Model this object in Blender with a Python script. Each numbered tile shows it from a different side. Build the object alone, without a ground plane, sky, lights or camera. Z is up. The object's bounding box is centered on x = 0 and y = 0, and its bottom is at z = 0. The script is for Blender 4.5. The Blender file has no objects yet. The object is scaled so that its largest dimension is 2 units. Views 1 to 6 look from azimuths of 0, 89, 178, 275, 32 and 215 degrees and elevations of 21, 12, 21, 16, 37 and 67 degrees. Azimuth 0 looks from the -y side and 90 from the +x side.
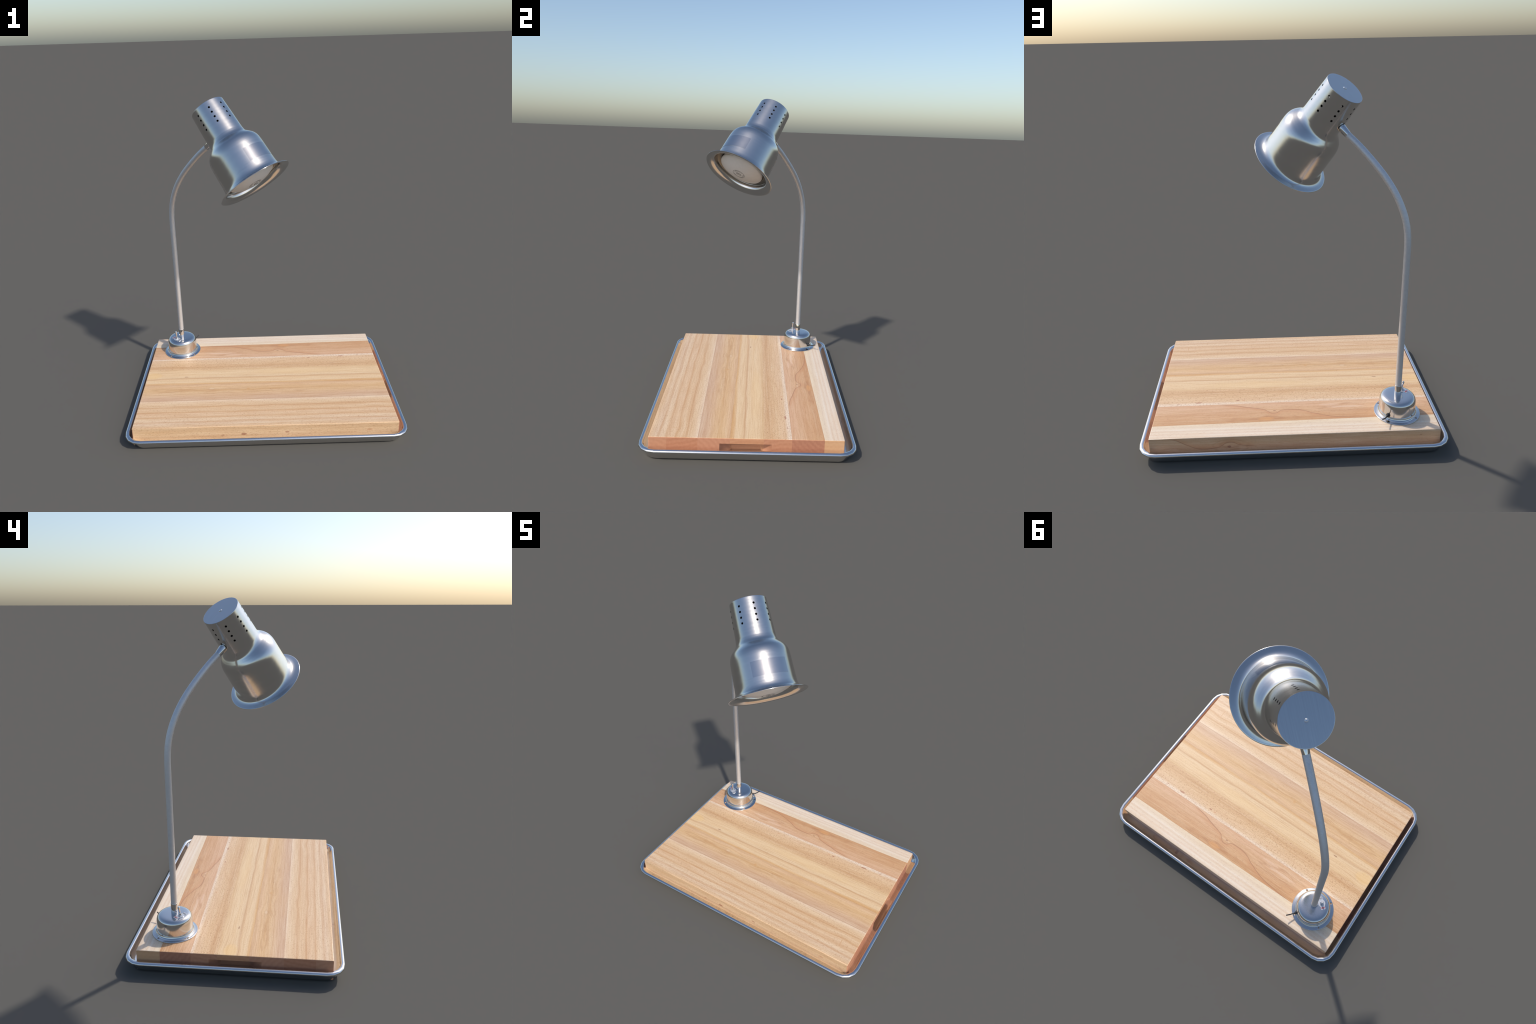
"""Carving station: a gooseneck heat lamp standing on a laminated wooden board
that lies in a rolled-rim steel tray.  Everything is procedural."""
import bpy, bmesh, math, random
from mathutils import Vector, Matrix

random.seed(7)
scene = bpy.context.scene
COL = scene.collection


# ---------------------------------------------------------------- helpers
def srgb(r, g, b):
    def f(c):
        c /= 255.0
        return c / 12.92 if c <= 0.04045 else ((c + 0.055) / 1.055) ** 2.4
    return (f(r), f(g), f(b), 1.0)


def empty(name, loc, parent=None):
    o = bpy.data.objects.new(name, None)
    o.location = loc
    COL.objects.link(o)
    if parent:
        attach(o, parent)
    return o


def attach(o, parent):
    bpy.context.view_layer.update()
    o.parent = parent
    o.matrix_parent_inverse = parent.matrix_world.inverted()


def add(name, bm, mats, parent, matrix=None, sharp=35.0, smooth=True):
    me = bpy.data.meshes.new(name)
    bmesh.ops.recalc_face_normals(bm, faces=bm.faces)
    bm.to_mesh(me)
    bm.free()
    for m in (mats if isinstance(mats, (list, tuple)) else [mats]):
        me.materials.append(m)
    if smooth:
        me.polygons.foreach_set("use_smooth", [True] * len(me.polygons))
        me.set_sharp_from_angle(angle=math.radians(sharp))
    o = bpy.data.objects.new(name, me)
    COL.objects.link(o)
    if matrix is not None:
        o.matrix_world = matrix
    if parent:
        attach(o, parent)
    return o


def catmull(pts, per):
    """Smooth curve through control points (tuples of any length)."""
    out = []
    n = len(pts)
    for i in range(n - 1):
        p0, p1, p2, p3 = pts[max(i - 1, 0)], pts[i], pts[i + 1], pts[min(i + 2, n - 1)]
        for k in range(per):
            t = k / per
            out.append(tuple(0.5 * ((2 * b) + (c - a) * t + (2 * a - 5 * b + 4 * c - d) * t * t
                                    + (3 * b - a - 3 * c + d) * t ** 3)
                             for a, b, c, d in zip(p0, p1, p2, p3)))
    out.append(tuple(pts[-1]))
    return out


def lathe(profile, segs=96, closed=False, mat_of=None):
    """Revolve (r, z) points about local z.  closed=True joins last to first."""
    bm = bmesh.new()
    rings = []
    for r, z in profile:
        if r < 1e-6:
            rings.append([bm.verts.new((0, 0, z))])
        else:
            rings.append([bm.verts.new((r * math.cos(2 * math.pi * i / segs),
                                        r * math.sin(2 * math.pi * i / segs), z)) for i in range(segs)])
    pairs = list(zip(rings, rings[1:])) + ([(rings[-1], rings[0])] if closed else [])
    for k, (a, b) in enumerate(pairs):
        for i in range(segs):
            j = (i + 1) % segs
            if len(a) == 1 and len(b) == 1:
                continue
            if len(a) == 1:
                f = bm.faces.new((a[0], b[i], b[j]))
            elif len(b) == 1:
                f = bm.faces.new((a[i], b[0], a[j]))
            else:
                f = bm.faces.new((a[i], b[i], b[j], a[j]))
            if mat_of:
                f.material_index = mat_of(k)
    return bm


def tube(path, radius, segs=20, ends=True):
    """Sweep a circle along 3D points; radius is a number or a function of index."""
    bm = bmesh.new()
    P = [Vector(p) for p in path]
    rings = []
    up = None
    for i, p in enumerate(P):
        t = (P[min(i + 1, len(P) - 1)] - P[max(i - 1, 0)]).normalized()
        if up is None:
            up = t.orthogonal().normalized()
        up = (up - t * up.dot(t)).normalized()
        side = t.cross(up)
        r = radius(i) if callable(radius) else radius
        rings.append([bm.verts.new(p + (up * math.cos(2 * math.pi * k / segs)
                                        + side * math.sin(2 * math.pi * k / segs)) * r) for k in range(segs)])
    for a, b in zip(rings, rings[1:]):
        for k in range(segs):
            bm.faces.new((a[k], a[(k + 1) % segs], b[(k + 1) % segs], b[k]))
    if ends:
        bm.faces.new(rings[0][::-1])
        bm.faces.new(rings[-1])
    return bm


def frame(origin, z, x=None):
    z = Vector(z).normalized()
    x = Vector(x) if x is not None else z.orthogonal()
    x = (x - z * x.dot(z)).normalized()
    y = z.cross(x)
    m = Matrix((x, y, z)).transposed().to_4x4()
    m.translation = Vector(origin)
    return m


def cut(obj, cutter_bm):
    """Boolean difference, applied."""
    me = bpy.data.meshes.new("cutter")
    bmesh.ops.recalc_face_normals(cutter_bm, faces=cutter_bm.faces)
    cutter_bm.to_mesh(me)
    cutter_bm.free()
    c = bpy.data.objects.new("cutter", me)
    COL.objects.link(c)
    c.matrix_world = obj.matrix_world
    m = obj.modifiers.new("cut", 'BOOLEAN')
    m.operation, m.solver, m.object = 'DIFFERENCE', 'EXACT', c
    bpy.context.view_layer.update()
    new = bpy.data.meshes.new_from_object(obj.evaluated_get(bpy.context.evaluated_depsgraph_get()))
    obj.modifiers.clear()
    old = obj.data
    new.name = old.name
    obj.data = new
    bpy.data.meshes.remove(old)
    bpy.data.objects.remove(c)
    bpy.data.meshes.remove(me)


# ---------------------------------------------------------------- node kit
class Kit:
    def __init__(self, name):
        self.mat = bpy.data.materials.new(name)
        self.mat.use_nodes = True
        self.nt = self.mat.node_tree
        self.nt.nodes.clear()
        self.out = self.nt.nodes.new('ShaderNodeOutputMaterial')
        self.bsdf = self.nt.nodes.new('ShaderNodeBsdfPrincipled')
        self.nt.links.new(self.bsdf.outputs[0], self.out.inputs[0])

    def put(self, socket, v):
        if isinstance(v, bpy.types.NodeSocket):
            self.nt.links.new(v, socket)
        else:
            socket.default_value = v

    def set(self, **kw):
        for k, v in kw.items():
            self.put(self.bsdf.inputs[k.replace('_', ' ')], v)

    def math(self, op, a, b=0.0, c=0.0, clamp=False):
        n = self.nt.nodes.new('ShaderNodeMath')
        n.operation, n.use_clamp = op, clamp
        for s, v in zip(n.inputs, (a, b, c)):
            self.put(s, v)
        return n.outputs[0]

    def coords(self):
        n = self.nt.nodes.new('ShaderNodeTexCoord')
        s = self.nt.nodes.new('ShaderNodeSeparateXYZ')
        self.nt.links.new(n.outputs['Object'], s.inputs[0])
        return n.outputs['Object'], s.outputs[0], s.outputs[1], s.outputs[2]

    def vec(self, x, y, z):
        n = self.nt.nodes.new('ShaderNodeCombineXYZ')
        for s, v in zip(n.inputs, (x, y, z)):
            self.put(s, v)
        return n.outputs[0]

    def scale(self, v, s, off=(0, 0, 0)):
        n = self.nt.nodes.new('ShaderNodeMapping')
        self.nt.links.new(v, n.inputs[0])
        n.inputs['Scale'].default_value = s
        n.inputs['Location'].default_value = off
        return n.outputs[0]

    def noise(self, v, scale=1.0, detail=3.0, rough=0.5, dist=0.0):
        n = self.nt.nodes.new('ShaderNodeTexNoise')
        self.nt.links.new(v, n.inputs['Vector'])
        n.inputs['Scale'].default_value = scale
        n.inputs['Detail'].default_value = detail
        n.inputs['Roughness'].default_value = rough
        n.inputs['Distortion'].default_value = dist
        return n.outputs[0]

    def ramp(self, fac, stops, interp='LINEAR'):
        n = self.nt.nodes.new('ShaderNodeValToRGB')
        n.color_ramp.interpolation = interp
        e = n.color_ramp.elements
        while len(e) > 1:
            e.remove(e[-1])
        e[0].position, e[0].color = stops[0]
        for p, c in stops[1:]:
            x = e.new(p)
            x.color = c
        self.put(n.inputs[0], fac)
        return n.outputs[0]

    def step(self, v, lo, hi, a=0.0, b=1.0):
        n = self.nt.nodes.new('ShaderNodeMapRange')
        n.interpolation_type = 'SMOOTHSTEP'
        for k, val in zip((0, 1, 2, 3, 4), (v, lo, hi, a, b)):
            self.put(n.inputs[k], val)
        return n.outputs[0]

    def mix(self, fac, a, b, mode='MIX'):
        n = self.nt.nodes.new('ShaderNodeMix')
        n.data_type, n.blend_type = 'RGBA', mode
        self.put(n.inputs[0], fac)
        self.put(n.inputs[6], a)
        self.put(n.inputs[7], b)
        return n.outputs[2]

    def curve(self, v, pts, lo, hi):
        """piecewise smooth y = f(x) over x in lo..hi; y returned in 0..1."""
        n = self.nt.nodes.new('ShaderNodeFloatCurve')
        c = n.mapping.curves[0]
        pts = [((x - lo) / (hi - lo), y) for x, y in pts]
        c.points[0].location, c.points[1].location = pts[0], pts[-1]
        for p in pts[1:-1]:
            c.points.new(*p)
        n.mapping.update()
        self.put(n.inputs[1], self.math('DIVIDE', self.math('SUBTRACT', v, lo), hi - lo))
        return n.outputs[0]

    def bump(self, h, strength, dist):
        n = self.nt.nodes.new('ShaderNodeBump')
        n.inputs['Strength'].default_value = strength
        n.inputs['Distance'].default_value = dist
        self.nt.links.new(h, n.inputs['Height'])
        self.nt.links.new(n.outputs[0], self.bsdf.inputs['Normal'])


# ---------------------------------------------------------------- materials
def steel(name, tint=(0.63, 0.625, 0.61), rough=0.2, brush='ring', amount=0.05, bump=0.0, vary=0.08):
    """Stainless steel with very fine brush lines: 'ring' about local z, 'x' along x, or none."""
    k = Kit(name)
    v, x, y, z = k.coords()
    if brush == 'ring':
        rad = k.math('SQRT', k.math('ADD', k.math('MULTIPLY', x, x), k.math('MULTIPLY', y, y)))
        ang = k.math('ARCTAN2', y, x)
        n = k.noise(k.vec(k.math('MULTIPLY', k.math('COSINE', ang), 1.2), k.math('MULTIPLY', k.math('SINE', ang), 1.2),
                          k.math('MULTIPLY', k.math('ADD', z, k.math('MULTIPLY', rad, 0.7)), 150.0)), 1.0, 5.0, 0.7)
    elif brush == 'x':
        n = k.noise(k.scale(v, (210, 3, 210)), 1.0, 4.0, 0.6)
    else:
        n = k.noise(v, 40.0, 3.0)
    k.set(Metallic=1.0,
          Base_Color=k.mix(n, tuple(c * (1 - amount) for c in tint) + (1,), tuple(min(1, c * (1 + amount)) for c in tint) + (1,)),
          Roughness=k.math('ADD', rough - vary / 2, k.math('MULTIPLY', n, vary)))
    if bump:
        k.bump(n, bump, 0.0006)
    return k.mat


M_SHADE = steel("brushed_shade_steel", rough=0.19, bump=0.22, vary=0.22)
M_CAP = steel("brushed_cap_steel", rough=0.20, brush='x', amount=0.10, bump=0.05)
M_INNER = steel("darkened_reflector_steel", tint=(0.27, 0.255, 0.23), rough=0.45, brush='none', amount=0.02)  # tint lowered for the dim brown reflection around the bulb
M_LABEL = steel("plain_label_foil", tint=(0.52, 0.52, 0.53), rough=0.15, brush='none', amount=0.01)
M_DRUM = steel("polished_base_steel", tint=(0.66, 0.65, 0.635), rough=0.16, brush='none', amount=0.01)
M_CHROME = steel("switch_chrome", tint=(0.72, 0.71, 0.70), rough=0.07, brush='none', amount=0.01)
M_FLANGE = steel("flange_steel", tint=(0.63, 0.625, 0.615), rough=0.12, brush='ring', amount=0.03, vary=0.05)
M_TRAY = steel("rolled_tray_steel", tint=(0.72, 0.72, 0.72), rough=0.16, brush='none', amount=0.03, vary=0.03)


def plain(name, col, rough=0.5, metal=0.0, spec=0.5):
    k = Kit(name)
    v, x, y, z = k.coords()
    n = k.noise(v, 60.0, 3.0)
    k.set(Base_Color=k.mix(n, tuple(c * 0.94 for c in col[:3]) + (1,), tuple(min(1, c * 1.05) for c in col[:3]) + (1,)),
          Roughness=rough, Metallic=metal)
    k.set(Specular_IOR_Level=spec)
    return k.mat


M_NECK = plain("satin_gooseneck_metal", (0.70, 0.69, 0.685), 0.54, 0.75)
M_DARK = plain("unlit_shade_inside_painted_black", (0.012, 0.012, 0.012), 0.8)  # shade's inner skin coloured black for the darkness seen through the vents
M_RUBBER = plain("black_rubber", (0.012, 0.012, 0.013), 0.45)
M_BULB = plain("frosted_bulb_glass", (0.80, 0.775, 0.745), 0.35)
M_INK = plain("grey_stamp_ink", (0.16, 0.145, 0.14), 0.6)
M_PLATE = plain("pale_switch_plate", (0.60, 0.61, 0.64), 0.35, 0.5)
M_RED = plain("red_plate_paint", (0.42, 0.012, 0.02), 0.45)
M_BLACK = plain("black_plate_paint", (0.01, 0.01, 0.01), 0.5)
M_WHITE = plain("white_plate_paint", (0.75, 0.75, 0.76), 0.5)


def wood(name, y0, y1, stops, wobble=0.012, pores=0.35, pore_band=None, figure=None, spots=(), vein=None, seed=0.0,
         streak=0.125, calm=0.10, tone=(0.985, 0.945, 0.875)):
    """Long-grain wood.  The band colours run across the stave (t = y on the top,
    carried on down the sides with z); grain runs along x.
    spots: (x, t, half length, half width, colour, strength)."""
    k = Kit(name)
    v, x, y, z = k.coords()
    t = k.math('ADD', y, k.math('SUBTRACT', z, 0.1266))
    p = k.vec(x, t, seed)
    w = k.math('SUBTRACT', k.noise(k.scale(p, (1.6, 9, 1)), 1.0, 3.0, 0.5), 0.5)
    w2 = k.math('SUBTRACT', k.noise(k.scale(p, (9, 50, 1)), 1.0, 2.0, 0.5), 0.5)
    tw = k.math('ADD', k.math('ADD', t, k.math('MULTIPLY', w, wobble)), k.math('MULTIPLY', w2, wobble * 0.3))
    # knots push the grain aside
    for s in spots:
        if s[3] >= 0.008:
            dx = k.math('DIVIDE', k.math('SUBTRACT', x, s[0]), 0.06)
            dy = k.math('DIVIDE', k.math('SUBTRACT', t, s[1]), 0.05)
            g = k.math('EXPONENT', k.math('MULTIPLY', k.math('ADD', k.math('MULTIPLY', dx, dx), k.math('MULTIPLY', dy, dy)), -1.0))
            tw = k.math('SUBTRACT', tw, k.math('MULTIPLY', g, k.math('MULTIPLY', dy, 0.02)))
    f = k.math('DIVIDE', k.math('SUBTRACT', tw, y0), y1 - y0, clamp=True)
    mean = [sum(c[i] for _, c in stops) / len(stops) for i in range(3)]
    mean = [0.35 * m + 0.65 * g for m, g in zip(mean, (223, 189, 149))]
    col = k.ramp(f, [((a - y0) / (y1 - y0), srgb(*[q + (m - q) * calm for q, m in zip(c, mean)])) for a, c in stops])
    mid = k.noise(k.scale(k.vec(x, tw, seed + 3.0), (2.2, 70, 1)), 1.0, 3.0, 0.6)
    col = k.mix(k.step(mid, 0.50, 0.74, 0.0, streak * 2.6), col, srgb(200, 150, 104))
    col = k.mix(k.step(mid, 0.48, 0.28, 0.0, streak * 2.4), col, srgb(234, 210, 178))
    # cathedral figure: contour lines of a stretched hump
    if figure:
        for fx, ft, fl, fw, strength in figure:
            dx = k.math('DIVIDE', k.math('SUBTRACT', x, fx), fl)
            dy = k.math('DIVIDE', k.math('SUBTRACT', tw, ft), fw)
            q = k.math('ADD', k.math('MULTIPLY', dx, dx), k.math('MULTIPLY', dy, dy))
            q = k.math('ADD', q, k.math('MULTIPLY', k.noise(k.scale(p, (5, 26, 1)), 1.0, 4.0), 1.5))
            ring = k.math('POWER', k.math('ADD', k.math('MULTIPLY', k.math('SINE', k.math('MULTIPLY', k.math('SQRT', q), 22.0)), 0.5), 0.5), 3.0)
            fade = k.step(q, 0.6, 2.4, 1.0, 0.0)
            col = k.mix(k.math('MULTIPLY', k.math('MULTIPLY', ring, fade), strength), col, srgb(176, 122, 82))
    # fine fibres
    fib = k.noise(k.scale(k.vec(x, tw, seed), (5, 190, 1)), 1.0, 4.0, 0.65)
    col = k.mix(k.step(fib, 0.42, 0.74, 0.0, streak * 2.6), col, srgb(184, 134, 92))
    col = k.mix(k.step(fib, 0.56, 0.30, 0.0, streak * 2.0), col, srgb(238, 216, 188))
    blot = k.noise(k.scale(p, (3.2, 13, 1), (4, 2, 0)), 1.0, 3.0)
    col = k.mix(k.step(blot, 0.42, 0.72, 0.0, 0.22), col, srgb(222, 184, 140))
    # pores: short dark dashes
    por = k.noise(k.scale(p, (85, 380, 1)), 1.0, 2.0, 0.5)
    pm = k.step(por, 0.56, 0.70, 0.0, pores * 1.5)
    if pore_band:
        lo, hi = pore_band
        pm = k.math('MULTIPLY', pm, k.math('MULTIPLY', k.step(t, lo - 0.02, lo + 0.01), k.step(t, hi - 0.01, hi + 0.02, 1.0, 0.0)))
    col = k.mix(pm, col, srgb(168, 112, 70))
    for sx, st, sl, sw, sc, ss in spots:
        dx = k.math('DIVIDE', k.math('SUBTRACT', x, sx), sl)
        dy = k.math('DIVIDE', k.math('SUBTRACT', tw if sw > 0.02 else t, st), sw)
        q = k.math('ADD', k.math('MULTIPLY', dx, dx), k.math('MULTIPLY', dy, dy))
        q = k.math('ADD', q, k.math('MULTIPLY', k.math('SUBTRACT', k.noise(k.scale(p, (60, 160, 1)), 1.0, 2.0), 0.5), 1.4))
        col = k.mix(k.step(q, 0.15, 1.1, ss, 0.0), col, srgb(*sc))
    if vein:
        pts, lo, hi, vy0, vy1 = vein
        fy = k.curve(x, [(a, (b - vy0) / (vy1 - vy0)) for a, b in pts], lo, hi)
        fy = k.math('ADD', k.math('MULTIPLY', fy, vy1 - vy0), vy0)
        d = k.math('SUBTRACT', k.math('ADD', t, k.math('MULTIPLY', w2, 0.006)), fy)
        inside = k.math('MULTIPLY', k.step(x, lo, lo + 0.06), k.step(x, hi - 0.1, hi, 1.0, 0.0))
        line = k.step(k.math('ABSOLUTE', d), 0.0008, 0.0042, 1.0, 0.0)
        col = k.mix(k.math('MULTIPLY', k.math('MULTIPLY', line, inside), 0.65), col, srgb(136, 88, 70))
        glow = k.step(d, 0.0, 0.045, 1.0, 0.0)
        glow = k.math('MULTIPLY', glow, k.step(d, -0.004, 0.0))
        col = k.mix(k.math('MULTIPLY', k.math('MULTIPLY', glow, inside), 0.45), col, srgb(204, 148, 106))
    col = k.mix(1.0, col, tone + (1.0,), 'MULTIPLY')
    k.set(Base_Color=col, Roughness=k.math('ADD', 0.34, k.math('MULTIPLY', fib, 0.12)))
    k.set(Specular_IOR_Level=0.5)
    k.bump(fib, 0.12, 0.0008)
    return k.mat


def end_grain(name, tone, tone2, cx, cz, seed):
    """Cut end of a stave: growth-ring arcs about a pith outside the stave."""
    k = Kit(name)
    v, x, y, z = k.coords()
    p = k.vec(seed, y, z)
    dy = k.math('SUBTRACT', y, cx)
    dz = k.math('SUBTRACT', z, cz)
    r = k.math('SQRT', k.math('ADD', k.math('MULTIPLY', dy, dy), k.math('MULTIPLY', dz, dz)))
    r = k.math('ADD', r, k.math('MULTIPLY', k.noise(k.scale(p, (1, 14, 14)), 1.0, 2.0), 0.02))
    s = k.math('ADD', k.math('MULTIPLY', k.math('SINE', k.math('MULTIPLY', r, 240.0)), 0.5), 0.5)
    n = k.noise(k.scale(p, (1, 70, 70)), 1.0, 4.0, 0.6)
    f = k.math('ADD', k.math('MULTIPLY', s, 0.25), k.math('MULTIPLY', n, 0.85), clamp=True)
    k.set(Base_Color=k.mix(f, srgb(*tone), srgb(*tone2)), Roughness=0.6)
    k.set(Specular_IOR_Level=0.3)
    return k.mat


# ---------------------------------------------------------------- tray
def rounded_loop(bm, hx, hy, rad, z, per=4):
    vs = []
    for cx, cy, a0 in ((hx - rad, hy - rad, 0), (-hx + rad, hy - rad, 90),
                       (-hx + rad, -hy + rad, 180), (hx - rad, -hy + rad, 270)):
        for i in range(per + 1):
            a = math.radians(a0 + 90 * i / per)
            vs.append(bm.verts.new((cx + rad * math.cos(a), cy + rad * math.sin(a), z)))
    return vs


def tray_size(hx):
    """y half-size and corner radius that go with a given x half-size."""
    return 0.5785 + (hx - 0.8258) * 0.84, 0.072 + (hx - 0.8258) * 0.72


# rolled bead: wider than it is high
RIM_C, RIM_Z, RIM_A, RIM_B = 0.8535, 0.0665, 0.0146, 0.0112
tray_profile = [(hx, *tray_size(hx), z) for hx, z in
                ((0.8110, 0.0030), (0.8180, 0.0035), (0.8225, 0.0058), (0.8256, 0.0115), (0.8475, 0.0555))]
for a in range(-115, 186, 20):
    hx = RIM_C + RIM_A * math.cos(math.radians(a))
    tray_profile.append((hx, *tray_size(hx), RIM_Z + RIM_B * math.sin(math.radians(a))))
# inside: a steep wall under the bead that sweeps round into the floor
for hx, hy, z in ((0.8372, 0.5868, 0.0600), (0.8345, 0.5835, 0.0525), (0.8295, 0.5770, 0.0445), (0.8220, 0.5670, 0.0385),
                  (0.8120, 0.5530, 0.0350), (0.8010, 0.5380, 0.0335), (0.7900, 0.5250, 0.0330)):
    tray_profile.append((hx, hy, 0.082 - (0.8372 - hx) * 0.2, z))

tray = empty("sheet_tray", (0, 0, 0))
tray["label"] = "shallow rectangular steel sheet tray with rolled rim"
tray["category"] = "tray"
bm = bmesh.new()
loops = [rounded_loop(bm, *q) for q in tray_profile]
for a, b in zip(loops, loops[1:]):
    for i in range(len(a)):
        j = (i + 1) % len(a)
        bm.faces.new((a[i], a[j], b[j], b[i]))
bm.faces.new(loops[0][::-1])
bm.faces.new(loops[-1])
tray_obj = add("tray_pan", bm, M_TRAY, tray, sharp=33)

# ---------------------------------------------------------------- board
X0, X1, ZB, ZT = -0.8177, 0.8080, 0.0045, 0.1266
# stave joints: y at the -x end and at the +x end
JOINTS = [(-0.5495, -0.5520), (-0.4540, -0.4520), (-0.2800, -0.2790), (-0.0900, -0.1000), (0.0850, 0.0880),
          (0.2330, 0.2450), (0.4060, 0.4270), (0.5392, 0.5395)]

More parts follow.
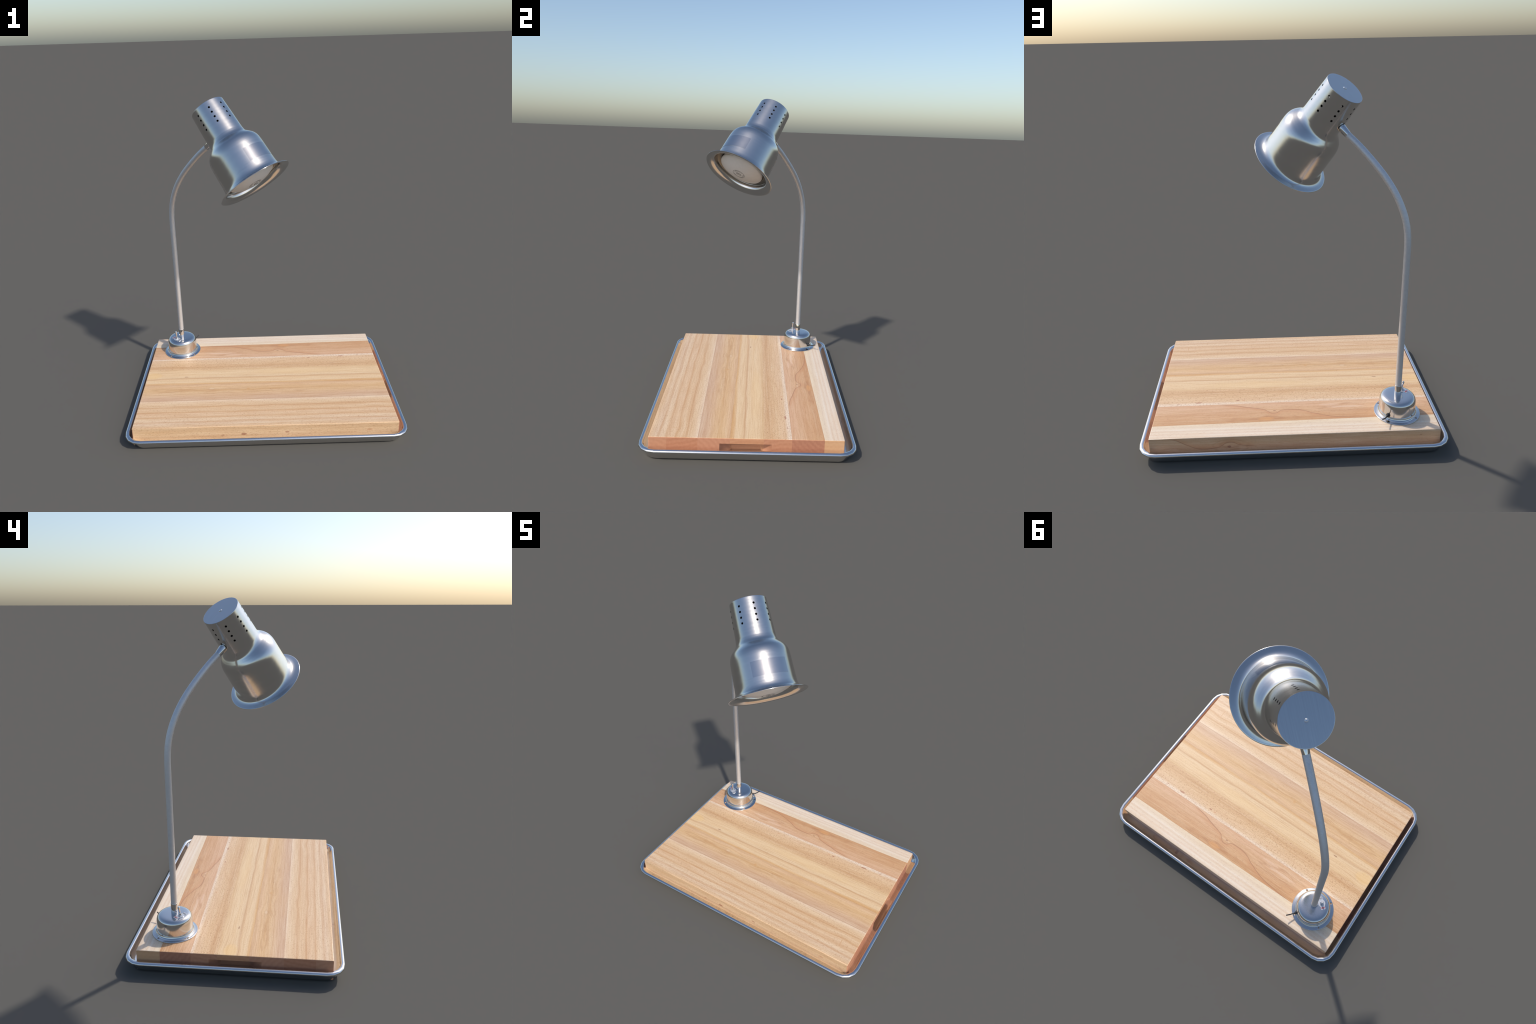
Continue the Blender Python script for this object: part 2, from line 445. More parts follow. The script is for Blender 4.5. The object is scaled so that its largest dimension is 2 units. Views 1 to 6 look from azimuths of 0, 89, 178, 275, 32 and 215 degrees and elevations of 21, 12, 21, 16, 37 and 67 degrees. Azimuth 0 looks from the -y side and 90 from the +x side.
VEIN = ([(-0.60, 0.415), (-0.40, 0.409), (-0.24, 0.392), (-0.12, 0.352), (-0.016, 0.315), (0.06, 0.316), (0.11, 0.343),
         (0.145, 0.325), (0.17, 0.305), (0.27, 0.278), (0.36, 0.256), (0.46, 0.246)], -0.60, 0.46, 0.20, 0.45)
KNOT = (168, 104, 78)
woods = [
    wood("stave_wood_streaky_tan", -0.68, -0.45, [
        (-0.68, (222, 184, 144)), (-0.625, (232, 196, 156)), (-0.60, (238, 206, 168)), (-0.575, (230, 194, 154)),  # front-face stops lightened for sunlight bounced up from the tray
        (-0.552, (234, 200, 162)), (-0.535, (218, 184, 148)), (-0.515, (228, 202, 174)), (-0.498, (212, 176, 142)),
        (-0.482, (230, 204, 174)), (-0.465, (228, 200, 168)), (-0.452, (214, 174, 134))],
        spots=[(-0.139, -0.609, 0.022, 0.009, KNOT, 0.75), (0.126, -0.602, 0.016, 0.008, KNOT, 0.65),
               (-0.267, -0.615, 0.012, 0.006, KNOT, 0.5), (0.63, -0.601, 0.02, 0.008, (196, 132, 92), 0.5),
               (0.02, -0.60, 0.008, 0.004, KNOT, 0.4)], pores=0.40, seed=1.3, wobble=0.014),
    wood("stave_wood_two_line", -0.46, -0.27, [
        (-0.455, (208, 164, 122)), (-0.442, (222, 188, 152)), (-0.425, (226, 194, 160)), (-0.409, (224, 190, 154)),
        (-0.403, (206, 160, 116)), (-0.392, (222, 188, 150)), (-0.372, (226, 194, 158)), (-0.356, (220, 184, 144)),
        (-0.348, (204, 158, 114)), (-0.338, (222, 188, 150)), (-0.315, (228, 198, 162)), (-0.295, (234, 208, 178)),
        (-0.280, (238, 216, 192))], pores=0.40, seed=2.1, wobble=0.010,
        spots=[(0.70, -0.425, 0.004, 0.022, (206, 156, 108), 0.5), (-0.22, -0.37, 0.003, 0.012, (214, 164, 112), 0.4)]),
    wood("stave_wood_cathedral_tan", -0.29, -0.09, [
        (-0.280, (200, 164, 138)), (-0.262, (212, 178, 150)), (-0.245, (206, 168, 138)), (-0.225, (216, 180, 146)),
        (-0.195, (222, 186, 144)), (-0.165, (214, 172, 122)), (-0.140, (224, 186, 140)), (-0.115, (222, 184, 144)),
        (-0.100, (212, 172, 132))], pores=0.22, seed=3.7, wobble=0.030,
        figure=[(0.12, -0.180, 0.60, 0.050, 0.30), (-0.52, -0.165, 0.45, 0.045, 0.28)],
        spots=[(-0.11, -0.160, 0.012, 0.014, (212, 160, 104), 0.5), (-0.355, -0.150, 0.02, 0.010, (240, 216, 186), 0.4),
               (0.038, -0.172, 0.005, 0.004, (160, 106, 66), 0.5), (-0.008, -0.261, 0.005, 0.003, (160, 106, 66), 0.5)]),
    wood("stave_wood_honey", -0.11, 0.10, [
        (-0.100, (208, 158, 100)), (-0.086, (220, 176, 122)), (-0.070, (234, 206, 168)), (-0.045, (232, 202, 162)),
        (-0.029, (226, 192, 150)), (-0.022, (206, 164, 122)), (-0.010, (232, 204, 166)), (0.020, (233, 202, 160)),
        (0.045, (235, 206, 166)), (0.070, (230, 198, 156)), (0.088, (220, 184, 138))], pores=0.25, seed=4.9, wobble=0.018,
        spots=[(-0.541, -0.003, 0.017, 0.0045, (150, 96, 66), 0.8), (-0.775, 0.016, 0.075, 0.035, (236, 192, 118), 0.32),
               (0.25, 0.04, 0.40, 0.03, (236, 202, 150), 0.25), (-0.30, 0.045, 0.004, 0.004, (190, 130, 84), 0.5)]),
    wood("stave_wood_speckled", 0.07, 0.26, [
        (0.080, (226, 192, 150)), (0.097, (218, 180, 138)), (0.118, (208, 166, 122)), (0.138, (220, 182, 140)),
        (0.165, (226, 192, 152)), (0.195, (228, 194, 158)), (0.214, (230, 200, 166)), (0.226, (240, 220, 200)),
        (0.245, (240, 222, 204))], pores=0.60, seed=5.2, wobble=0.014,
        spots=[(0.327, 0.206, 0.014, 0.006, KNOT, 0.7), (0.562, 0.218, 0.026, 0.007, KNOT, 0.7),
               (0.683, 0.224, 0.010, 0.005, KNOT, 0.55), (-0.133, 0.199, 0.014, 0.006, (206, 150, 108), 0.5),
               (0.269, 0.138, 0.006, 0.003, KNOT, 0.5), (0.29, 0.208, 0.012, 0.005, (206, 140, 98), 0.5)]),
    wood("stave_wood_reddish", 0.22, 0.44, [
        (0.230, (216, 172, 138)), (0.260, (220, 178, 144)), (0.300, (218, 176, 140)), (0.335, (210, 164, 124)),
        (0.370, (212, 166, 124)), (0.395, (200, 150, 106)), (0.415, (206, 158, 114)), (0.428, (194, 142, 96))],
        pores=0.25, seed=6.6, wobble=0.035, streak=0.13, vein=VEIN, calm=0.0,
        figure=[(0.16, 0.395, 0.24, 0.035, 0.45), (-0.42, 0.30, 0.5, 0.05, 0.40)],
        spots=[(0.107, 0.318, 0.010, 0.006, (150, 92, 64), 0.6), (0.155, 0.392, 0.05, 0.018, (222, 164, 106), 0.55),
               (-0.32, 0.300, 0.13, 0.010, (234, 204, 180), 0.45), (-0.22, 0.276, 0.07, 0.010, (234, 204, 180), 0.4)]),
    wood("stave_wood_cream", 0.39, 0.56, [
        (0.400, (230, 208, 178)), (0.428, (234, 214, 186)), (0.445, (228, 206, 180)), (0.460, (232, 212, 188)),
        (0.468, (236, 220, 202)), (0.480, (226, 202, 176)), (0.492, (234, 216, 196)), (0.505, (228, 204, 180)),
        (0.515, (236, 220, 202)), (0.528, (228, 206, 182)), (0.545, (230, 208, 186))],
        pores=0.18, seed=7.4, wobble=0.006, streak=0.05, calm=0.0, tone=(1.0, 0.985, 0.95),
        spots=[(-0.48, 0.50, 0.006, 0.003, (214, 168, 130), 0.5), (0.45, 0.47, 0.008, 0.003, (220, 178, 140), 0.4)]),
]
# the back flank shows a different, redder face with a knot, and a paler piece at its -x end
kb = wood("back_flank_wood", 0.40, 0.56, [
    (0.410, (196, 152, 118)), (0.440, (204, 158, 122)), (0.475, (208, 164, 130)), (0.510, (214, 174, 138)), (0.545, (216, 178, 142))],
    pores=0.2, seed=9.1, wobble=0.06, streak=0.13,
    figure=[(0.36, 0.475, 0.13, 0.04, 0.55)],
    spots=[(0.365, 0.473, 0.012, 0.009, (140, 86, 62), 0.7), (-0.706, 0.507, 0.006, 0.003, (150, 96, 66), 0.6)],
    vein=([(0.20, 0.47), (0.30, 0.482), (0.36, 0.502), (0.43, 0.47), (0.516, 0.463), (0.594, 0.492), (0.67, 0.530), (0.74, 0.545)],
          0.20, 0.74, 0.42, 0.56))

ENDS = [((190, 132, 98), (208, 152, 118), -0.62, -0.2, 1), ((180, 118, 86), (204, 146, 112), -0.52, 0.9, 2),
        ((188, 128, 96), (208, 152, 120), -0.45, -0.10, 3), ((190, 130, 92), (210, 156, 118), 0.02, -0.4, 4),
        ((184, 124, 92), (206, 150, 116), 0.22, -0.12, 5), ((166, 108, 84), (194, 138, 108), 0.48, 0.22, 6),
        ((204, 154, 112), (218, 174, 132), 0.47, -0.6, 7)]

board = empty("cutting_board", (-0.005, -0.006, ZB))
board["label"] = "thick glued laminated wooden cutting board with end grips"
board["category"] = "cutting board"


def grip_cutter(sign):
    """Tapered finger recess in the board's end, open to the face."""
    bm = bmesh.new()
    xf = (X1 + 0.01) if sign > 0 else (X0 - 0.01)
    xi = (X1 - 0.049) if sign > 0 else (X0 + 0.049)
    o = [(-0.172, 0.016), (0.147, 0.016), (0.147, 0.1010), (-0.172, 0.1010)]
    i = [(-0.092, 0.022), (0.070, 0.022), (0.070, 0.058), (-0.092, 0.058)]
    a = [bm.verts.new((xf, y, z)) for y, z in o]
    b = [bm.verts.new((xi, y, z)) for y, z in i]
    bm.faces.new(a)
    bm.faces.new(b[::-1])
    for k in range(4):
        bm.faces.new((a[k], b[k], b[(k + 1) % 4], a[(k + 1) % 4]))
    return bm


BEV = 0.0042
for si in range(7):
    (a0, a1), (b0, b1) = JOINTS[si], JOINTS[si + 1]
    first, last = si == 0, si == 6
    bm = bmesh.new()
    # cross-section in (y, z) with outer long edges chamfer-rounded on the first and last stave
    def section(x, l, r, inset):
        pts = []
        zb, zt = ZB + inset, ZT - inset
        arc = [(0.0, 1.0), (0.29, 0.29), (1.0, 0.0)]
        l2, r2 = l + (inset if first else 0), r - (inset if last else 0)
        if first:
            pts += [(l2 + BEV * p, zb + BEV * q) for p, q in arc]
        else:
            pts += [(l2, zb)]
        if last:
            pts += [(r2 - BEV * q, zb + BEV * p) for p, q in arc]
            pts += [(r2 - BEV * p, zt - BEV * q) for p, q in arc]
        else:
            pts += [(r2, zb), (r2, zt)]
        if first:
            pts += [(l2 + BEV * q, zt - BEV * p) for p, q in arc]
        else:
            pts += [(l2, zt)]
        return [bm.verts.new((x, y, z)) for y, z in pts]
    def joint(x, lo, hi):
        return lo + (hi - lo) * (x - X0) / (X1 - X0)
    rings = []
    g = 0.00006
    stations = [(X0, BEV), (X0 + BEV * 0.29, BEV * 0.29), (X0 + BEV, 0.0)]
    stations += [(X0 + (X1 - X0) * q, 0.0) for q in (0.2, 0.4, 0.6, 0.8)]
    stations += [(X1 - BEV, 0.0), (X1 - BEV * 0.29, BEV * 0.29), (X1, BEV)]
    for x, inset in stations:
        rings.append(section(x, joint(x, a0, a1) + (0 if first else g), joint(x, b0, b1) - (0 if last else g), inset))
    n = len(rings[0])
    for a, b in zip(rings, rings[1:]):
        for k in range(n):
            bm.faces.new((a[k], a[(k + 1) % n], b[(k + 1) % n], b[k]))
    bm.faces.new(rings[0])
    bm.faces.new(rings[-1][::-1])
    tone, tone2, cx, cz, sd = ENDS[si]
    mats = [woods[si], end_grain("end_grain_wood_%d" % (si + 1), tone, tone2, cx, cz, float(sd)), kb]
    o = add("stave" if si == 0 else "stave.%03d" % si, bm, mats, board, sharp=30)
    if 1 < si < 5:
        for sg in (-1, 1):
            cut(o, grip_cutter(sg))
    for p in o.data.polygons:
        c = p.center
        if abs(p.normal.x) > 0.9 or (abs(c.x) > 0.74 and ZB + 0.003 < c.z < ZT - 0.006 and abs(p.normal.x) > 0.05):
            p.material_index = 1
        elif c.x > X1 - 0.051 and p.normal.z < -0.5 and c.z > 0.03 or c.x < X0 + 0.051 and p.normal.z < -0.5 and c.z > 0.03:
            p.material_index = 1
        elif last and p.normal.y > 0.8:
            p.material_index = 2
        p.use_smooth = abs(p.normal.x) < 0.9 and max(abs(p.normal.y), abs(p.normal.z)) < 0.97

# ---------------------------------------------------------------- lamp
AX, AY = -0.6070, 0.3662           # axis of the lamp base
lamp = empty("heat_lamp", (AX, AY, ZT))
lamp["label"] = "brushed steel gooseneck heat lamp with round base"
lamp["category"] = "heat lamp"
BASE = Matrix.Translation((AX, AY, 0.0))

# --- base: flange ring with screw holes, drum with a softly domed lid
base = empty("lamp_base", (AX, AY, ZT), lamp)
flange = add("flange", lathe([(0.098, 0.1274), (0.1300, 0.1274), (0.1318, 0.1280), (0.1323, 0.1298), (0.1313, 0.1316),
                              (0.1290, 0.1324), (0.1126, 0.1332), (0.1120, 0.1338), (0.1115, 0.1358), (0.1106, 0.1368),
                              (0.1086, 0.1378), (0.1062, 0.1410), (0.1044, 0.1480), (0.098, 0.1482)], 96, closed=True), M_FLANGE, base, BASE, sharp=50)
holes = bmesh.new()
for a in (51, 141, 231, 321):
    c = (0.1205 * math.cos(math.radians(a)), 0.1205 * math.sin(math.radians(a)), 0.13)
    bmesh.ops.create_cone(holes, cap_ends=True, segments=18, radius1=0.0062, radius2=0.0062, depth=0.03,
                          matrix=Matrix.Translation(c))
cut(flange, holes)
drum = [(0.0, 0.2474), (0.02, 0.2474), (0.045, 0.2470), (0.065, 0.2460), (0.078, 0.2442), (0.087, 0.2412), (0.0935, 0.2366),
        (0.0985, 0.2305), (0.1015, 0.2235), (0.1033, 0.2150), (0.1042, 0.2050)]
drum = catmull(drum, 4) + [(0.1046, 0.185), (0.1047, 0.165), (0.1040, 0.1485), (0.1035, 0.1400), (0.05, 0.1395), (0.0, 0.1395)]
add("drum", lathe(drum, 96), M_DRUM, base, BASE, sharp=50)

# --- socket at the foot of the gooseneck with its set screw
foot = empty("neck_socket", (AX, AY, 0.247), lamp)
NX, NY = -0.6068, 0.3653
NB = Matrix.Translation((NX, NY, 0))
add("socket_sleeve", lathe([(0.0, 0.240), (0.0195, 0.240), (0.0192, 0.2500), (0.0192, 0.3078), (0.0187, 0.3088), (0.0172, 0.3090), (0.0, 0.3090)], 40), M_CHROME, foot, NB, sharp=40)
sd = Vector((-0.80, -0.60, 0))
add("set_screw", lathe([(0.0, 0.0), (0.0046, 0.0), (0.0046, 0.0085), (0.0036, 0.0098), (0.0014, 0.0098), (0.0014, 0.0085), (0.0, 0.0085)], 20),
    M_CHROME, foot, frame(Vector((NX, NY, 0.2660)) + sd * 0.0165, sd), sharp=40)

# --- head frame: local z runs up the shade's axis, origin in the middle of the cap
CAP = Vector((-0.2977, 0.1113, 1.9310))
RIMC = Vector((-0.0246, -0.1118, 1.5152))
axis = (RIMC - CAP).normalized()
e1 = axis.cross(Vector((0, 0, 1))).normalized()
e2 = axis.cross(e1)
HEAD = frame(CAP, -axis, e1)        # x = e1, y = -e2

# --- gooseneck: straight rise, then an arc in one vertical plane into the shade's side
END = CAP + axis * 0.163 + e2 * 0.172
d = Vector((END.x - NX, END.y - NY, 0))
reach = d.length
d.normalize()
bend = [(0, 0.300), (0, 0.70), (0, 1.00), (0, 1.10), (0.0004, 1.15), (0.0034, 1.20), (0.0106, 1.25), (0.0238, 1.30), (0.0444, 1.35),
        (0.0712, 1.40), (0.1056, 1.45), (0.1472, 1.50), (0.1968, 1.55), (0.2520, 1.60), (0.3120, 1.65), (reach, END.z)]
path = catmull(bend, 40)
# resample evenly so that the flexible hose's rings are regular
acc = [0.0]
for a, b in zip(path, path[1:]):
    acc.append(acc[-1] + math.dist(a, b))
step = 0.0016
even, j = [], 0
for i in range(int(acc[-1] / step) + 1):
    s = i * step
    while j < len(acc) - 2 and acc[j + 1] < s:
        j += 1
    f = (s - acc[j]) / max(acc[j + 1] - acc[j], 1e-9)
    u = path[j][0] + (path[j + 1][0] - path[j][0]) * f
    z = path[j][1] + (path[j + 1][1] - path[j][1]) * f
    even.append((NX + d.x * u, NY + d.y * u, z))
add("gooseneck", tube(even, lambda i: 0.0178 + 0.00034 * math.sin(2 * math.pi * i / 4.0), 28), M_NECK, lamp, sharp=80)

# --- shade
shade = empty("lamp_shade", CAP + axis * 0.3, lamp)
outer = [(0.1083, 0.0030), (0.1100, 0.05), (0.1122, 0.10), (0.1142, 0.16), (0.1157, 0.205), (0.1170, 0.222), (0.1202, 0.237), (0.1272, 0.2505),
         (0.1390, 0.263), (0.1500, 0.2745), (0.1605, 0.288), (0.1675, 0.303), (0.1720, 0.321), (0.1742, 0.345), (0.1760, 0.40),
         (0.1777, 0.45), (0.1795, 0.488), (0.1813, 0.505), (0.1845, 0.517), (0.1900, 0.5262), (0.1975, 0.5325), (0.2070, 0.5370), (0.2190, 0.5402),
         (0.2270, 0.5418), (0.2308, 0.5432)]
lip = [(0.2320, 0.5444), (0.2319, 0.5458), (0.2303, 0.5464)]
inner = [(0.2190, 0.5443), (0.2065, 0.5410), (0.1950, 0.5362), (0.1866, 0.5290), (0.1810, 0.5180), (0.1785, 0.5060), (0.1770, 0.4990),
         (0.1700, 0.4945), (0.1600, 0.4905), (0.1500, 0.4885), (0.1480, 0.470), (0.1660, 0.430), (0.1700, 0.345), (0.1640, 0.307), (0.1460, 0.280),
         (0.1240, 0.254), (0.1132, 0.232), (0.1115, 0.205), (0.1080, 0.10), (0.1045, 0.012)]
o_pts, i_pts = catmull(outer, 5), catmull(inner, 4)
prof = o_pts + lip + i_pts
n_plate = len(o_pts) + len(lip) + 4 * 6
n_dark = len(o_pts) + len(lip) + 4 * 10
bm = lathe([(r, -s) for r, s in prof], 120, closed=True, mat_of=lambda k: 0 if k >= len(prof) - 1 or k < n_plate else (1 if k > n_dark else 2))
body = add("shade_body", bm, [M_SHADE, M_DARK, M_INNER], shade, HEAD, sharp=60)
vents = bmesh.new()
for col in range(8):
    a = math.radians(45 * col)
    for row in range(4):
        s = 0.0415 + 0.0325 * row
        m = frame((0.11 * math.cos(a), 0.11 * math.sin(a), -s), (math.cos(a), math.sin(a), 0))
        bmesh.ops.create_cone(vents, cap_ends=True, segments=20, radius1=0.0064, radius2=0.0064, depth=0.03, matrix=m)
cut(body, vents)
# keep the spun skin's own normals around the vents
me = body.data
normals = []
for p in me.polygons:
    for li in p.loop_indices:
        co = me.vertices[me.loops[li].vertex_index].co
        r = math.hypot(co.x, co.y)
        rad = Vector((co.x / r, co.y / r, 0)) if r > 1e-6 else Vector((0, 0, 1))
        if -0.215 < co.z < -0.004 and p.normal.dot(Vector((p.center.x, p.center.y, 0)).normalized()) > 0.9:
            normals.append((rad + Vector((0, 0, 0.037))).normalized())
        else:
            normals.append(Vector((0, 0, 0)))
me.normals_split_custom_set(normals)

add("cap_plate", lathe([(0.0, 0.0), (0.06, 0.0), (0.1052, 0.0), (0.1064, 0.0), (0.1076, -0.0006), (0.1082, -0.0022), (0.1080, -0.0050), (0.1035, -0.0060), (0.0, -0.0060)], 120),
    M_CAP, shade, HEAD, sharp=30)
add("cap_rivet", lathe([(0.0, 0.0046), (0.0030, 0.0046), (0.0046, 0.0040), (0.0054, 0.0022), (0.0062, 0.0020), (0.0080, 0.0026), (0.0090, 0.0016), (0.0093, -0.0005), (0.0, -0.0005)], 24),
    M_CHROME, shade, HEAD, sharp=60)

# conical collar that joins hose and shade, seated on a thin dark washer
COLLAR = frame(CAP + axis * 0.163, e2, axis)
add("neck_collar", lathe([(0.0, 0.1135), (0.0215, 0.1135), (0.0226, 0.1165), (0.0222, 0.1230), (0.0176, 0.1745), (0.0170, 0.1760), (0.0, 0.1760)], 40),
    M_CHROME, shade, COLLAR, sharp=40)
add("collar_washer", lathe([(0.0, 0.1080), (0.0226, 0.1080), (0.0226, 0.1150), (0.0, 0.1150)], 40), M_RUBBER, shade, COLLAR, sharp=40)

# foil label: a patch of the shade's own curve, a hair proud of it
def r_at(s):
    for (r0, s0), (r1, s1) in zip(o_pts, o_pts[1:]):
        if s0 <= s <= s1:
            return r0 + (r1 - r0) * (s - s0) / (s1 - s0)
    return 0.176


bm = bmesh.new()
NA, NS = 30, 8
grid = [[None] * (NS + 1) for _ in range(NA + 1)]
low = [[None] * (NS + 1) for _ in range(NA + 1)]
for i in range(NA + 1):
    a = math.radians(-305.2 + (305.2 - 237.0) * i / NA)
    for jn in range(NS + 1):
        s = 0.372 + (0.4575 - 0.372) * jn / NS
        for store, off in ((grid, 0.0007), (low, -0.0006)):
            r = r_at(s) + off
            store[i][jn] = bm.verts.new((r * math.cos(a), r * math.sin(a), -s))
for i in range(NA):
    for jn in range(NS):
        bm.faces.new((grid[i][jn], grid[i + 1][jn], grid[i + 1][jn + 1], grid[i][jn + 1]))
        bm.faces.new((low[i][jn], low[i][jn + 1], low[i + 1][jn + 1], low[i + 1][jn]))
for i in range(NA):
    bm.faces.new((grid[i][0], low[i][0], low[i + 1][0], grid[i + 1][0]))
    bm.faces.new((grid[i][NS], grid[i + 1][NS], low[i + 1][NS], low[i][NS]))
for jn in range(NS):
    bm.faces.new((grid[0][jn], grid[0][jn + 1], low[0][jn + 1], low[0][jn]))
    bm.faces.new((grid[NA][jn], low[NA][jn], low[NA][jn + 1], grid[NA][jn + 1]))
add("foil_label", bm, M_LABEL, shade, HEAD, sharp=50)

# --- reflector bulb with its round stamp
bulb = empty("bulb", CAP + axis * 0.5, lamp)
R_FACE, S_EDGE, S_APEX = 0.1430, 0.512, 0.5465
dome = [(R_FACE * q, S_APEX - (S_APEX - S_EDGE) * q ** 2.2) for q in [i / 16 for i in range(17)]]
back = [(0.1462, 0.507), (0.1468, 0.500), (0.1440, 0.485), (0.132, 0.455), (0.105, 0.400), (0.075, 0.350), (0.045, 0.320), (0.0, 0.315)]
add("bulb_glass", lathe([(r, -s) for r, s in dome + back], 80), M_BULB, bulb, HEAD, sharp=60)


def dome_s(r):
    return S_APEX - (S_APEX - S_EDGE) * (r / R_FACE) ** 2.2


stamp = bmesh.new()
def bar(bm, a0, a1, r0, r1, lift=0.0005, n=6):
    """Curved ink block on the dome between two angles and two radii."""
    top, bot = [], []
    for i in range(n + 1):
        a = math.radians(a0 + (a1 - a0) * i / n)
        for r in (r0, r1):
            top.append(bm.verts.new((r * math.cos(a), r * math.sin(a), -dome_s(r) - lift)))
            bot.append(bm.verts.new((r * math.cos(a), r * math.sin(a), -dome_s(r) + 0.0006)))
    for i in range(n):
        k = 2 * i
        bm.faces.new((top[k], top[k + 1], top[k + 3], top[k + 2]))
        for p, q in ((0, 2), (3, 1)):
            bm.faces.new((top[k + p], top[k + q], bot[k + q], bot[k + p]))
    bm.faces.new((top[0], bot[0], bot[1], top[1]))
    bm.faces.new((top[-1], bot[-1], bot[-2], top[-2]))


for i in range(36):
    bar(stamp, i * 10, i * 10 + 10, 0.0395, 0.0412, n=2)
rnd = random.Random(3)
ang = 20.0
while ang < 330:                          # worn, unreadable lettering around the stamp
    w = rnd.uniform(5, 9)
    if not 120 < ang < 150:
        bar(stamp, ang, ang + w, 0.0305, 0.0305 + rnd.uniform(0.0025, 0.0055), n=2)
    ang += w + rnd.uniform(2, 6)
for line, (yy, half) in enumerate(((0.012, 0.014), (0.004, 0.019), (-0.0045, 0.016))):
    xx = -half
    while xx < half:
        w = rnd.uniform(0.003, 0.006)
        h = 0.0045
        vs = []
        for px, py in ((xx, yy - h / 2), (xx + w, yy - h / 2), (xx + w, yy + h / 2), (xx, yy + h / 2)):
            vs.append((px, py))
        lo = [stamp.verts.new((px, py, -dome_s(math.hypot(px, py)) + 0.0006)) for px, py in vs]
        hi = [stamp.verts.new((px, py, -dome_s(math.hypot(px, py)) - 0.0005)) for px, py in vs]
        stamp.faces.new(hi)
        for k in range(4):
            stamp.faces.new((lo[k], lo[(k + 1) % 4], hi[(k + 1) % 4], hi[k]))
        xx += w + rnd.uniform(0.001, 0.003)
st = add("bulb_stamp", stamp, M_INK, bulb, HEAD @ Matrix.Rotation(math.radians(40), 4, 'Z'), sharp=30)
st["kind"] = "stuff"

# --- toggle switch on the lid: plate with on and off fields, bushing, nut, bat lever
SW = Vector((-0.6388, 0.3253, 0.2470))
along = Vector((-0.7610, 0.6490, 0.0))       # from the ON field to the OFF field
SWM = frame(SW, (0, 0, 1), along)            # local x = along
switch = empty("toggle_switch", SW, lamp)


def prism(outline, z0, z1):
    bm = bmesh.new()
    a = [bm.verts.new((x, y, z0)) for x, y in outline]
    b = [bm.verts.new((x, y, z1)) for x, y in outline]
    bm.faces.new(a[::-1])
    bm.faces.new(b)
    for i in range(len(a)):
        bm.faces.new((a[i], a[(i + 1) % len(a)], b[(i + 1) % len(b)], b[i]))
    return bm


half = [(0.041, 0.0), (0.0405, 0.006), (0.038, 0.0125), (0.034, 0.0140), (0.022, 0.0125), (0.016, 0.0165), (0.008, 0.0205), (0.0, 0.0215)]
outline = half + [(-x, y) for x, y in half[-2::-1]]
outline = outline + [(x, -y) for x, y in outline[-2:0:-1]]
add("switch_plate", prism(outline, -0.0022, 0.0010), M_PLATE, switch, SWM, sharp=30)


def arc_field(x0, sgn):
    pts = [(sgn * math.cos(a) * 0.0345, math.sin(a) * 0.0345) for a in [math.radians(t) for t in range(-18, 19, 6)]]
    pts += [(sgn * math.cos(a) * 0.0250, math.sin(a) * 0.0250) for a in [math.radians(t) for t in range(22, -23, -6)]]
    return pts


add("off_field", prism(arc_field(0, 1), 0.0004, 0.0014), M_RED, switch, SWM, sharp=30)


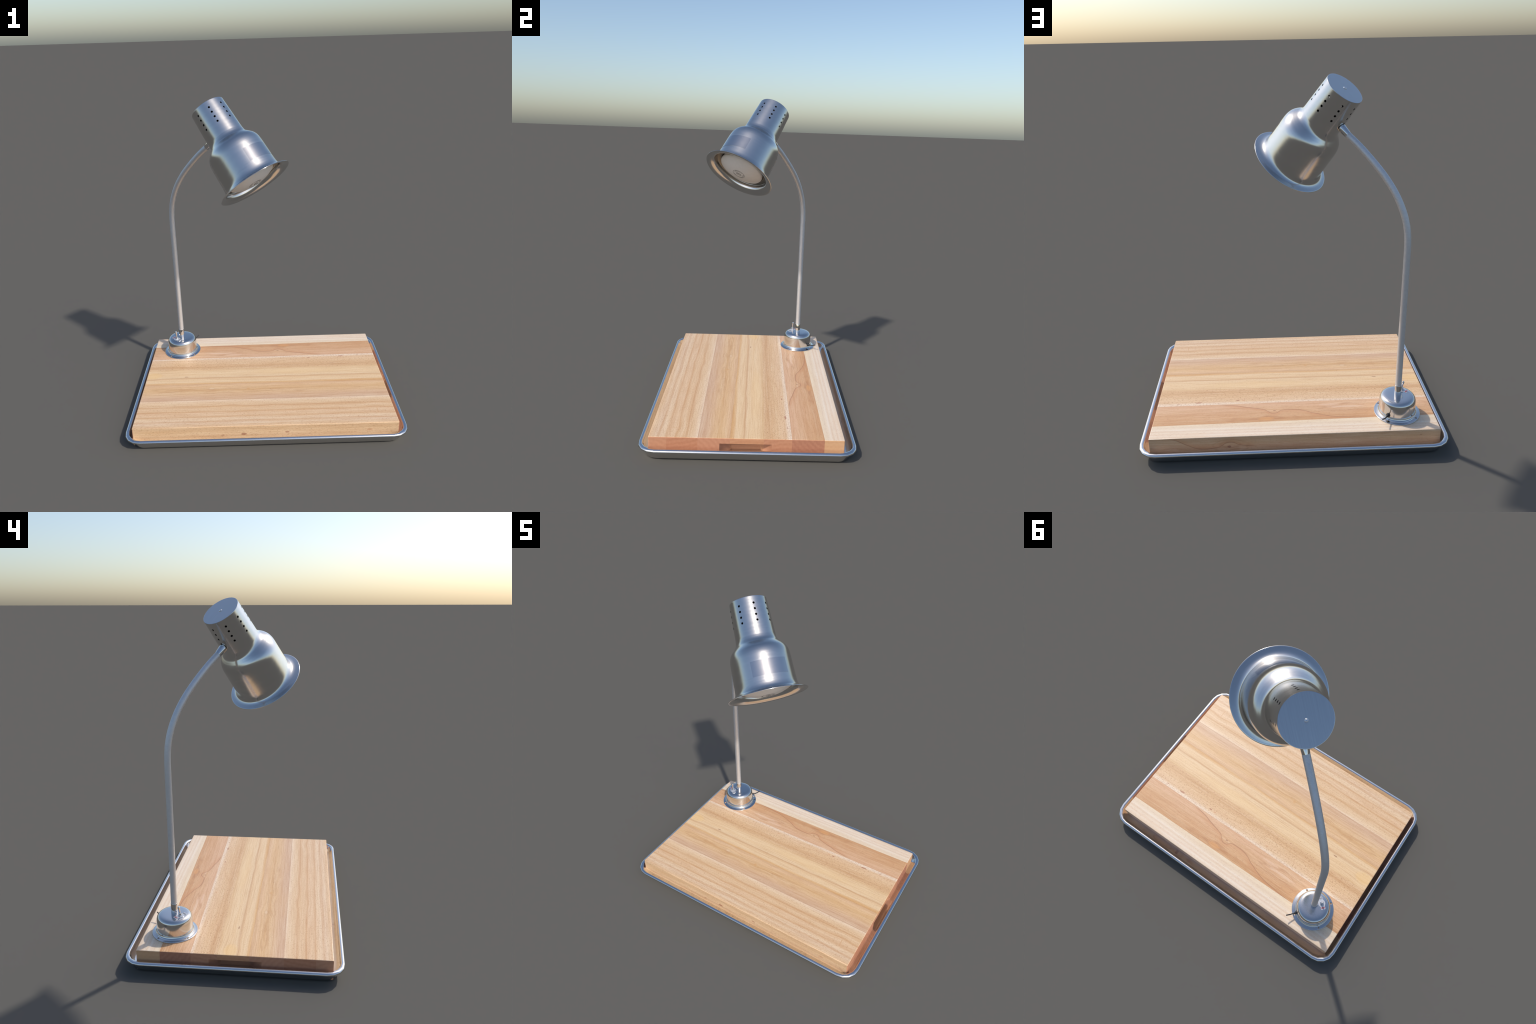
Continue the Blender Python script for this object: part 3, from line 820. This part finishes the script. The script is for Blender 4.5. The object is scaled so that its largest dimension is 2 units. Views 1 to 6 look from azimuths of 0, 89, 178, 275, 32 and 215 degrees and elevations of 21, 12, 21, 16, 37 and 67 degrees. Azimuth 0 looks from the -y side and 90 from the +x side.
def word(name, text, size, loc, rot, mat):
    cu = bpy.data.curves.new(name, 'FONT')
    cu.body, cu.size, cu.extrude = text, size, 0.0004
    cu.align_x, cu.align_y = 'CENTER', 'CENTER'
    tmp = bpy.data.objects.new(name, cu)
    COL.objects.link(tmp)
    bpy.context.view_layer.update()
    me = bpy.data.meshes.new_from_object(tmp.evaluated_get(bpy.context.evaluated_depsgraph_get()))
    bpy.data.objects.remove(tmp)
    me.materials.clear()
    me.materials.append(mat)
    o = bpy.data.objects.new(name, me)
    COL.objects.link(o)
    o.matrix_world = SWM @ Matrix.Translation(loc) @ Matrix.Rotation(rot, 4, 'Z')
    attach(o, switch)


word("on_word", "ON", 0.0135, (-0.0300, 0, 0.0013), math.radians(-90), M_BLACK)
word("off_word", "OFF", 0.0078, (0.0298, 0, 0.0016), math.radians(-90), M_WHITE)
hexa = [(0.0125 * math.cos(math.radians(60 * i)), 0.0125 * math.sin(math.radians(60 * i))) for i in range(6)]
add("switch_nut", prism(hexa, 0.0008, 0.0075), M_CHROME, switch, SWM, sharp=30)
add("switch_bushing", lathe([(0.0, 0.0), (0.0088, 0.0), (0.0088, 0.0155), (0.0078, 0.0172), (0.0045, 0.0172), (0.0, 0.0160)], 28), M_CHROME, switch, SWM, sharp=40)
tip = Vector((-0.6436, 0.3306, 0.3015))
foot_pt = SW + Vector((0, 0, 0.0155))
lv = tip - foot_pt
L = lv.length
add("switch_lever", lathe(catmull([(0.0, -0.004), (0.0036, -0.004), (0.0039, 0.0), (0.0054, L * 0.55), (0.0066, L * 0.85), (0.0070, L * 0.95), (0.0068, L + 0.001),
                                   (0.0050, L + 0.0046), (0.0, L + 0.0064)], 4), 28), M_CHROME, switch, frame(foot_pt, lv), sharp=60)

# --- power cord stub with strain relief
cord = empty("power_cord", (-0.5387, 0.4488, 0.161), lamp)
ca = math.radians(49.5)
out = Vector((math.cos(ca), math.sin(ca), 0))
root = Vector((AX, AY, 0.1625)) + out * 0.101
add("strain_relief", lathe([(0.0, 0.0), (0.0118, 0.0), (0.0122, 0.0070), (0.0108, 0.0090), (0.0072, 0.0100), (0.0062, 0.0170), (0.0050, 0.0185), (0.0, 0.0185)], 28),
    M_RUBBER, cord, frame(root, out), sharp=40)
c0 = root + out * 0.014
cpts = [tuple(c0), tuple(c0 + out * 0.012 + Vector((0, 0, -0.0008))), (-0.5165, 0.4745, 0.1640), (-0.5050, 0.4885, 0.1700), (-0.4955, 0.4995, 0.1768)]
add("cord_stub", tube(catmull(cpts, 8), 0.0036, 14), M_RUBBER, cord, sharp=60)
